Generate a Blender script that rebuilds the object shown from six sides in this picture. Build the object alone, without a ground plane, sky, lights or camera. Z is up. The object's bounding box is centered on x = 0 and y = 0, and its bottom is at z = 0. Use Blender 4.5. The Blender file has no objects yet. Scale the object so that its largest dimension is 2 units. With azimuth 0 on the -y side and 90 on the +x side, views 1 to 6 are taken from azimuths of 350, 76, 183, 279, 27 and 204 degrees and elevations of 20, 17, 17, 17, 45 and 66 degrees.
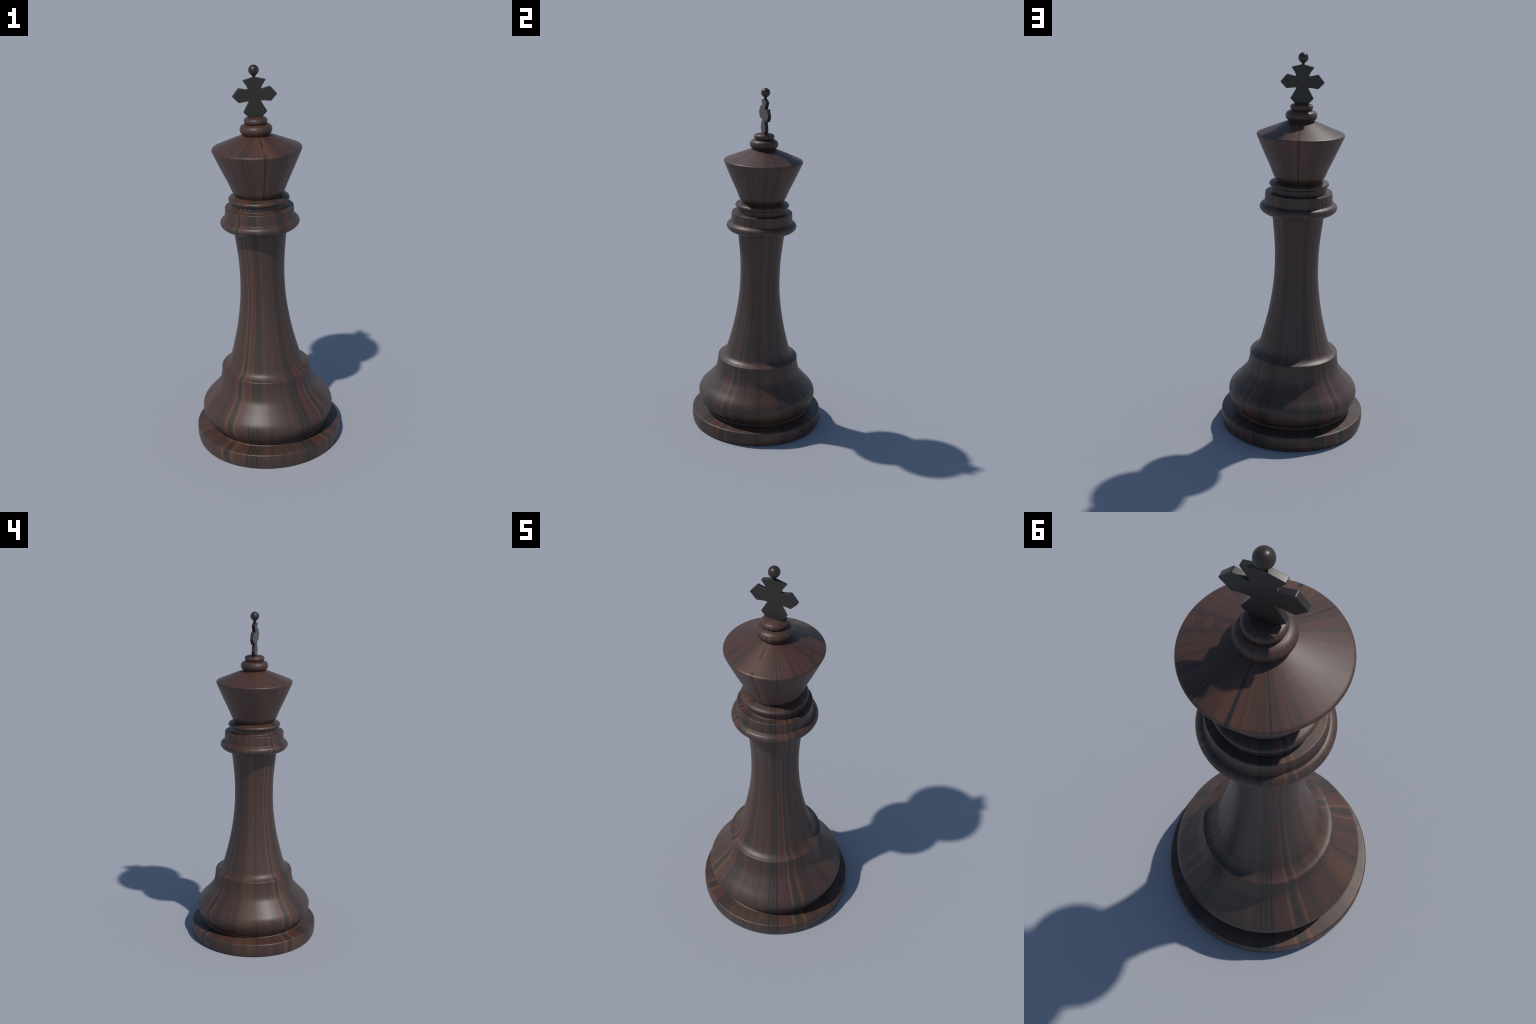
import bpy, bmesh, math
from mathutils import Vector

# ------------------------------------------------------------------ profile
# The turned body is one lathe profile (radius, height) in metres, written as
# runs of smooth curve; every corner between two runs is eased by a fillet.

def smooth_run(points, steps=14):
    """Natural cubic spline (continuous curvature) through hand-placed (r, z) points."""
    P = [Vector(p) for p in points]
    if len(P) == 2:
        n = max(2, int((P[1] - P[0]).length / 0.006))
        return [P[0].lerp(P[1], i / n) for i in range(n + 1)]
    n = len(P) - 1
    h = [(P[i + 1] - P[i]).length for i in range(n)]
    # tridiagonal solve for second derivatives, zero at both ends
    diag, rhs = [1.0] * (n + 1), [Vector((0, 0)) for _ in range(n + 1)]
    up = [0.0] * (n + 1)
    for i in range(1, n):
        w = h[i - 1]
        d = 2 * (h[i - 1] + h[i]) - w * up[i - 1]
        up[i] = h[i] / d
        b = 6 * ((P[i + 1] - P[i]) / h[i] - (P[i] - P[i - 1]) / h[i - 1])
        rhs[i] = (b - w * rhs[i - 1]) / d
    M = [Vector((0, 0)) for _ in range(n + 1)]
    for i in range(n - 1, 0, -1):
        M[i] = rhs[i] - up[i] * M[i + 1]
    out = []
    for i in range(n):
        for k in range(steps):
            t = k / steps * h[i]
            u = h[i] - t
            out.append(M[i] * (u ** 3 / (6 * h[i])) + M[i + 1] * (t ** 3 / (6 * h[i]))
                       + (P[i] / h[i] - M[i] * h[i] / 6) * u + (P[i + 1] / h[i] - M[i + 1] * h[i] / 6) * t)
    out.append(P[-1])
    return out


def trim_tail(run, d):
    """Cut length d off the end of a run; returns the shortened run."""
    run = list(run)
    while len(run) > 1:
        seg = (run[-1] - run[-2]).length
        if seg > d:
            run[-1] = run[-1].lerp(run[-2], d / seg)
            return run
        d -= seg
        run.pop()
    return run


# (part that the run belongs to, fillet at the start of the run, points)
RUNS = [
    ("base_plate", 0.0, [(0.0, 0.0), (0.3800, 0.0)]),
    ("base_plate", 0.005, [(0.3800, 0.0), (0.3844, 0.02), (0.3851, 0.0790)]),
    ("base_plate", 0.0075, [(0.3851, 0.0790), (0.3000, 0.0885)]),
    ("bulb", 0.016, [(0.3000, 0.0885), (0.3120, 0.1060), (0.3290, 0.1285), (0.3415, 0.1555), (0.3480, 0.1880),
                     (0.3430, 0.2085), (0.3320, 0.2250), (0.3055, 0.2525), (0.2755, 0.2870),
                     (0.2545, 0.3150), (0.2432, 0.3480), (0.2375, 0.3820), (0.2350, 0.4135)]),
    ("stem", 0.0045, [(0.2350, 0.4135), (0.2185, 0.4197)]),
    ("stem", 0.0055, [(0.2185, 0.4197), (0.2005, 0.4335), (0.1845, 0.4660), (0.1691, 0.5220), (0.1506, 0.598),
                     (0.1358, 0.674), (0.1248, 0.750), (0.1175, 0.826), (0.1152, 0.9012),
                     (0.1173, 1.0), (0.1261, 1.098), (0.1352, 1.1787)]),
    ("collar", 0.003, [(0.1352, 1.1787), (0.1585, 1.1812), (0.1820, 1.1900), (0.1965, 1.2030), (0.2012, 1.2160),
                       (0.1965, 1.2285), (0.1865, 1.2365), (0.1765, 1.2400)]),
    ("collar", 0.004, [(0.1765, 1.2400), (0.1735, 1.2970)]),
    ("collar", 0.004, [(0.1735, 1.2970), (0.1415, 1.2995)]),
    ("collar", 0.004, [(0.1415, 1.2995), (0.1410, 1.3260)]),
    ("neck_ring", 0.002, [(0.1410, 1.3260), (0.1500, 1.3297), (0.1543, 1.3378), (0.1515, 1.3450),
                          (0.1420, 1.3505), (0.1140, 1.3585)]),
    ("crown", 0.005, [(0.1140, 1.3585), (0.1272, 1.3720), (0.1442, 1.4080), (0.1718, 1.4700),
                      (0.2097, 1.5555), (0.2269, 1.5955)]),
    ("crown", 0.010, [(0.2269, 1.5955), (0.1380, 1.6325), (0.0640, 1.6622)]),
    ("finial_ring", 0.003, [(0.0640, 1.6622), (0.0755, 1.6725), (0.0804, 1.6880), (0.0755, 1.7035),
                            (0.0640, 1.7115), (0.0500, 1.7150)]),
    ("finial_ring.001", 0.002, [(0.0500, 1.7150), (0.0562, 1.7220), (0.0580, 1.7310), (0.0540, 1.7405),
                            (0.0440, 1.7455), (0.0, 1.7475)]),
]


def lathe_profile():
    """Join the runs, easing each corner; returns points, and part per point
    (a point that two parts share carries both names)."""
    runs = [smooth_run(r[2]) for r in RUNS]
    pts, owner = list(runs[0]), [RUNS[0][0]] * len(runs[0])
    for (part, fillet, _), run in zip(RUNS[1:], runs[1:]):
        f = fillet
        while len(pts) > 1 and f > 0 and (pts[-1] - pts[0]).length < f:
            f *= 0.5
        corner = pts[-1].copy()
        kept = trim_tail(pts, f)
        owner = owner[:len(kept)]
        nxt = list(reversed(trim_tail(list(reversed(run)), f)))
        a, b = kept[-1], nxt[0]
        arc, n = [], 9
        for k in range(1, n):
            t = k / n
            arc.append(a * (1 - t) ** 2 + corner * (2 * t * (1 - t)) + b * t * t)
        half = len(arc) // 2
        prev = owner[-1]
        pts = kept + arc + nxt
        owner = owner + [prev] * half + [part] * (len(arc) - half) + [part] * len(nxt)
    # drop duplicates
    P, O = [pts[0]], [owner[0]]
    for p, o in zip(pts[1:], owner[1:]):
        if (p - P[-1]).length > 2e-4:
            P.append(p)
            O.append(o)
    return P, O


def profile_normals(P):
    N = []
    for i in range(len(P)):
        a, b = P[max(i - 1, 0)], P[min(i + 1, len(P) - 1)]
        t = (b - a).normalized()
        N.append(Vector((t.y, -t.x)))
    return N


SEG = 192


def turned_part(name, pts, nrm):
    """Surface of revolution of a stretch of profile, with the whole body's normals."""
    verts, norms, rows = [], [], []
    for p, n in zip(pts, nrm):
        if p.x < 1e-6:
            rows.append([len(verts)])
            verts.append((0, 0, p.y))
            norms.append((0, 0, 1 if p.y > 0.5 else -1))
            continue
        row = []
        for k in range(SEG):
            a = 2 * math.pi * k / SEG
            row.append(len(verts))
            verts.append((p.x * math.cos(a), p.x * math.sin(a), p.y))
            norms.append((n.x * math.cos(a), n.x * math.sin(a), n.y))
        rows.append(row)
    faces = []
    for A, B in zip(rows[:-1], rows[1:]):
        for k in range(SEG):
            k2 = (k + 1) % SEG
            if len(A) == 1:
                faces.append((A[0], B[k2], B[k]))
            elif len(B) == 1:
                faces.append((A[k], A[k2], B[0]))
            else:
                faces.append((A[k], A[k2], B[k2], B[k]))
    me = bpy.data.meshes.new(name)
    me.from_pydata(verts, [], faces)
    me.polygons.foreach_set("use_smooth", [True] * len(faces))
    me.update()
    me.normals_split_custom_set_from_vertices(norms)
    ob = bpy.data.objects.new(name, me)
    bpy.context.scene.collection.objects.link(ob)
    return ob


# ---------------------------------------------------------------- materials
class Nodes:
    """Small helper for writing node trees."""

    def __init__(self, name):
        self.mat = bpy.data.materials.new(name)
        self.mat.use_nodes = True
        self.nt = self.mat.node_tree
        self.bsdf = self.nt.nodes["Principled BSDF"]

    def put(self, sock, val):
        if hasattr(val, "is_linked"):
            self.nt.links.new(val, sock)
        else:
            sock.default_value = val

    def math(self, op, a, b=0.0, c=0.0, clamp=False):
        n = self.nt.nodes.new("ShaderNodeMath")
        n.operation = op
        n.use_clamp = clamp
        for i, v in enumerate((a, b, c)):
            self.put(n.inputs[i], v)
        return n.outputs[0]

    def xyz(self):
        tc = self.nt.nodes.new("ShaderNodeTexCoord")
        s = self.nt.nodes.new("ShaderNodeSeparateXYZ")
        self.nt.links.new(tc.outputs["Object"], s.inputs[0])
        return s.outputs[0], s.outputs[1], s.outputs[2]

    def vec(self, x, y, z):
        n = self.nt.nodes.new("ShaderNodeCombineXYZ")
        for i, v in enumerate((x, y, z)):
            self.put(n.inputs[i], v)
        return n.outputs[0]

    def noise(self, vec, scale, detail=2.0, rough=0.5):
        n = self.nt.nodes.new("ShaderNodeTexNoise")
        self.put(n.inputs["Vector"], vec)
        n.inputs["Scale"].default_value = scale
        n.inputs["Detail"].default_value = detail
        n.inputs["Roughness"].default_value = rough
        return n.outputs["Fac"]

    def ramp(self, fac, stops):
        n = self.nt.nodes.new("ShaderNodeValToRGB")
        e = n.color_ramp.elements
        while len(e) > 1:
            e.remove(e[-1])
        e[0].position, e[0].color = stops[0][0], (*stops[0][1], 1)
        for p, c in stops[1:]:
            el = e.new(p)
            el.color = (*c, 1)
        self.put(n.inputs[0], fac)
        return n.outputs[0]

    def mix(self, fac, a, b, mode="MIX"):
        n = self.nt.nodes.new("ShaderNodeMix")
        n.data_type = "RGBA"
        n.blend_type = mode
        self.put(n.inputs[0], fac)
        for i, v in ((6, a), (7, b)):
            self.put(n.inputs[i], v if hasattr(v, "is_linked") else (*v, 1))
        return n.outputs[2]

    def step(self, v, lo, hi):
        n = self.nt.nodes.new("ShaderNodeMapRange")
        n.interpolation_type = "SMOOTHSTEP"
        self.put(n.inputs[0], v)
        n.inputs[1].default_value = lo
        n.inputs[2].default_value = hi
        return n.outputs[0]


RED = (0.0700, 0.0348, 0.0262)      # plain rosewood
REDDER = (0.0782, 0.0337, 0.0252)
BROWN = (0.0672, 0.0375, 0.0279)
UMBER = (0.0512, 0.0319, 0.0255)
GREEN = (0.0335, 0.0290, 0.0238)    # greenish-black streak
BLACK = (0.0215, 0.0185, 0.0175)
AMBER = (0.1191, 0.0576, 0.0330)    # orange sapwood line
TAN = (0.0916, 0.0464, 0.0290)

# grain colour against the angle from the nearer y axis, in degrees (0..90);
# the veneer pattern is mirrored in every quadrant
BODY_GRAIN = [
    (0, UMBER), (4, BROWN), (9, UMBER), (13, BROWN), (19.5, UMBER), (20.5, BLACK), (21.4, GREEN),
    (22.2, BROWN), (23.2, GREEN), (25.4, GREEN), (26.4, RED), (27.6, BLACK), (28.4, BLACK),
    (29.3, RED), (34, REDDER), (39.8, RED), (40.9, AMBER), (41.7, AMBER), (43.4, GREEN), (44.8, UMBER),
    (46.4, GREEN), (48.2, RED), (50.1, AMBER), (50.9, AMBER), (52.0, RED), (60, UMBER), (66, RED),
    (75.8, RED), (77.2, GREEN), (78.6, BROWN), (84, TAN), (90, BROWN)]
CROWN_GRAIN = [
    (0, TAN), (6, TAN), (12, BROWN), (15, RED), (18, REDDER), (20.6, BROWN), (22.0, UMBER), (24.0, UMBER),
    (25.2, BROWN), (26.5, TAN), (27.5, BLACK), (28.5, BLACK), (29.3, RED), (34, UMBER), (36, RED), (41, RED),
    (45, BROWN), (49.5, UMBER), (53, RED), (58, REDDER), (61, UMBER), (63.5, RED), (70, RED), (77, BROWN),
    (79.5, UMBER), (82, RED), (90, RED)]


def wood(name, grain, crown):
    n = Nodes(name)
    x, y, z = n.xyz()
    r = n.math("SQRT", n.math("ADD", n.math("MULTIPLY", x, x), n.math("MULTIPLY", y, y)))
    phi = n.math("MULTIPLY",
                 n.math("ARCTAN2", n.math("ABSOLUTE", x), n.math("ABSOLUTE", y)), 180 / math.pi)
    # slow drift of the streaks up the piece
    drift = n.math("MULTIPLY", n.math("SUBTRACT", n.noise(n.vec(z, n.math("MULTIPLY", phi, 0.03), 3.7), 2.3, 1), 0.5), 2.2)
    away = n.math("MULTIPLY", n.step(phi, 0, 8), n.math("SUBTRACT", 1, n.step(phi, 82, 90)))
    ph = n.math("ADD", phi, n.math("MULTIPLY", drift, away))
    side = n.math("MULTIPLY", n.math("SIGN", x), 3.1)
    # cathedral figure: at the mirror lines the growth lines close into loops.
    # "wave" swings along the run of the grain; where it crosses zero a knot sits
    top = n.step(z, 1.594, 1.600) if crown else n.math("ADD", 0.0, 0.0)
    sway = n.math("SUBTRACT", n.noise(n.vec(z, 0.0, side), 2.0, 1), 0.5)
    wave = n.math("SINE", n.math("ADD", n.math("MULTIPLY", z, 10.5), n.math("MULTIPLY", sway, 9.0)))
    reach = 5.0
    if crown:
        right = n.math("SINE", n.math("MULTIPLY", n.math("SUBTRACT", r, 0.154), math.pi / 0.053))
        left = n.math("SINE", n.math("MULTIPLY", n.math("SUBTRACT", r, 0.132), math.pi / 0.074))
        onx = n.math("GREATER_THAN", x, 0.0)
        knots = n.math("ADD", n.math("MULTIPLY", right, onx), n.math("MULTIPLY", left, n.math("SUBTRACT", 1.0, onx)))
        wave = n.math("ADD", n.math("MULTIPLY", knots, top),
                      n.math("MULTIPLY", n.math("MULTIPLY", wave, 0.6), n.math("SUBTRACT", 1.0, top)))
        reach = 6.5
    lift = n.math("MULTIPLY", wave, reach)
    lift = n.math("MULTIPLY", lift, lift)
    lift_y = lift
    q = n.math("SUBTRACT", 90.0, ph)
    lift = n.math("MULTIPLY", lift, n.math("SUBTRACT", 1.0, n.step(q, 8, 24)))
    from_x = n.math("SQRT", n.math("ADD", n.math("MULTIPLY", q, q), lift))
    from_y = n.math("SQRT", n.math("ADD", n.math("MULTIPLY", ph, ph), 0.0 if crown else n.math("MULTIPLY", lift_y, 0.6)))
    near_x = n.step(ph, 30, 60)
    ph = n.math("ADD", n.math("MULTIPLY", near_x, n.math("SUBTRACT", 90.0, from_x)),
                n.math("MULTIPLY", n.math("SUBTRACT", 1.0, near_x), from_y))
    fine = n.noise(n.vec(ph, n.math("MULTIPLY", z, 0.25), side), 1.0, 4, 0.7)
    broad = n.noise(n.vec(ph, n.math("MULTIPLY", z, 0.8), n.math("MULTIPLY", side, 0.3)), 0.13, 2)
    base = n.ramp(n.math("DIVIDE", ph, 90.0), [(a / 90.0, c) for a, c in grain])
    lines = n.ramp(fine, [(0.34, (0.66, 0.67, 0.68)), (0.45, (0.95, 0.95, 0.95)), (0.56, (1.05, 1.03, 1.0)), (0.68, (1.32, 1.22, 1.12))])
    col = n.mix(1.0, base, lines, "MULTIPLY")
    tone = n.ramp(broad, [(0.3, (0.86, 0.88, 0.90)), (0.7, (1.14, 1.08, 1.04))])
    col = n.mix(1.0, col, tone, "MULTIPLY")
    if crown:
        col = n.mix(1.0, col, (1.07, 0.98, 0.94), "MULTIPLY")
        # black vein on the y axis, interrupted on the front of the sloping top
        vein = n.math("SUBTRACT", 1, n.step(n.math("ABSOLUTE", n.math("SUBTRACT", phi, 0.2)), 0.9, 1.7))
        gap = n.math("MULTIPLY", n.step(r, 0.143, 0.148), n.math("SUBTRACT", 1, n.step(r, 0.203, 0.207)))
        gap = n.math("MULTIPLY", n.math("MULTIPLY", gap, top), n.math("LESS_THAN", y, 0.0))
        col = n.mix(n.math("MULTIPLY", vein, n.math("SUBTRACT", 1, gap)), col, BLACK)
    n.put(n.bsdf.inputs["Base Color"], col)
    n.put(n.bsdf.inputs["Roughness"], n.math("ADD", 0.43, n.math("MULTIPLY", fine, 0.06)))
    n.bsdf.inputs["Specular IOR Level"].default_value = 0.5
    return n.mat


def ebony(name, tint):
    n = Nodes(name)
    x, y, z = n.xyz()
    ang = n.math("ARCTAN2", n.math("ABSOLUTE", x), n.math("ABSOLUTE", y))
    grain = n.noise(n.vec(n.math("MULTIPLY", ang, 1.0), n.math("MULTIPLY", z, 1.2), 0.0), 7.0, 3, 0.6)
    col = n.ramp(grain, [(0.35, tuple(c * 0.8 for c in tint[0])), (0.65, tint[1])])
    n.put(n.bsdf.inputs["Base Color"], col)
    n.bsdf.inputs["Roughness"].default_value = 0.38
    return n.mat


# ------------------------------------------------------------------- object
king = bpy.data.objects.new("chess_king", None)
king["label"] = "tall dark turned wooden chess king with black cross"
king["category"] = "chess piece"
bpy.context.scene.collection.objects.link(king)

body_wood = wood("rosewood_body", BODY_GRAIN, False)
crown_wood = wood("rosewood_crown", CROWN_GRAIN, True)
cross_wood = ebony("ebony_cross", ((0.0275, 0.0222, 0.0182), (0.0265, 0.0217, 0.0180)))
ball_wood = ebony("ebony_ball", ((0.026, 0.020, 0.017), (0.038, 0.024, 0.019)))

P, O = lathe_profile()
N = profile_normals(P)
order = []
for o in O:
    if o not in order:
        order.append(o)
for part in order:
    idx = [i for i, o in enumerate(O) if o == part]
    a, b = idx[0], idx[-1]
    if a > 0:
        a -= 1            # share the border ring with the part below
    ob = turned_part(part, P[a:b + 1], N[a:b + 1])
    ob.parent = king
    ob.data.materials.append(crown_wood if part.startswith(("crown", "finial_ring")) else body_wood)

# ball finial: sphere that tapers to a thin neck standing on the cross
ball_c, ball_r = 1.9743, 0.0257
bp = []
for k in range(34):
    t = math.radians(90 - k * 4.05)                # from the pole down to the taper
    bp.append(Vector((max(ball_r * math.cos(t), 0.0), ball_c + ball_r * math.sin(t))))
bp = [p for p in bp if p.y > ball_c - 0.0175]
bp += [Vector((0.0125, 1.9515)), Vector((0.0080, 1.9465)), Vector((0.0062, 1.9430)), Vector((0.0062, 1.9360))]
bp.reverse()
ball = turned_part("ball_finial", bp, profile_normals(bp))
ball.parent = king
ball.data.materials.append(ball_wood)

# cross: flared arms with pointed ends, extruded and chamfered
half = [  # right half of the outline from the top peak down
    (0.0, 1.9420), (0.0572, 1.9280), (0.0390, 1.9020), (0.0308, 1.8835),
    (0.0450, 1.8850), (0.0780, 1.8932), (0.1107, 1.8540), (0.0795, 1.8215), (0.0450, 1.8265), (0.0285, 1.8268),
    (0.0585, 1.7735), (0.0300, 1.7440), (0.0300, 1.7400)]
outline = half + [(-a, b) for a, b in reversed(half[1:])]


def ease(poly, d):
    """Round every corner of a closed 2D outline over the length d."""
    out, m = [], len(poly)
    for i in range(m):
        c = Vector(poly[i])
        a, b = Vector(poly[i - 1]), Vector(poly[(i + 1) % m])
        la, lb = (a - c).length, (b - c).length
        p, q = c.lerp(a, min(d / la, 0.45)), c.lerp(b, min(d / lb, 0.45))
        for k in range(6):
            t = k / 5
            v = p * (1 - t) ** 2 + c * (2 * t * (1 - t)) + q * t * t
            out.append((v.x, v.y))
    return out


outline = ease(outline, 0.0042)
bm = bmesh.new()
T = 0.0093
front = [bm.verts.new((a, -T, b)) for a, b in outline]
back = [bm.verts.new((a, T, b)) for a, b in outline]
bm.faces.new(list(reversed(front)))
bm.faces.new(back)
m = len(outline)
for i in range(m):
    j = (i + 1) % m
    bm.faces.new((front[i], front[j], back[j], back[i]))
bmesh.ops.recalc_face_normals(bm, faces=bm.faces)
me = bpy.data.meshes.new("cross")
bm.to_mesh(me)
bm.free()
cross = bpy.data.objects.new("cross", me)
bpy.context.scene.collection.objects.link(cross)
bv = cross.modifiers.new("chamfer", "BEVEL")
bv.width = 0.0018
bv.segments = 3
bv.limit_method = "ANGLE"
bv.angle_limit = math.radians(60)
bv.harden_normals = True
me.polygons.foreach_set("use_smooth", [True] * len(me.polygons))
dg = bpy.context.evaluated_depsgraph_get()
applied = bpy.data.meshes.new_from_object(cross.evaluated_get(dg))
cross.modifiers.clear()
cross.data = applied
applied.name = "cross"
cross.parent = king
cross.data.materials.append(cross_wood)
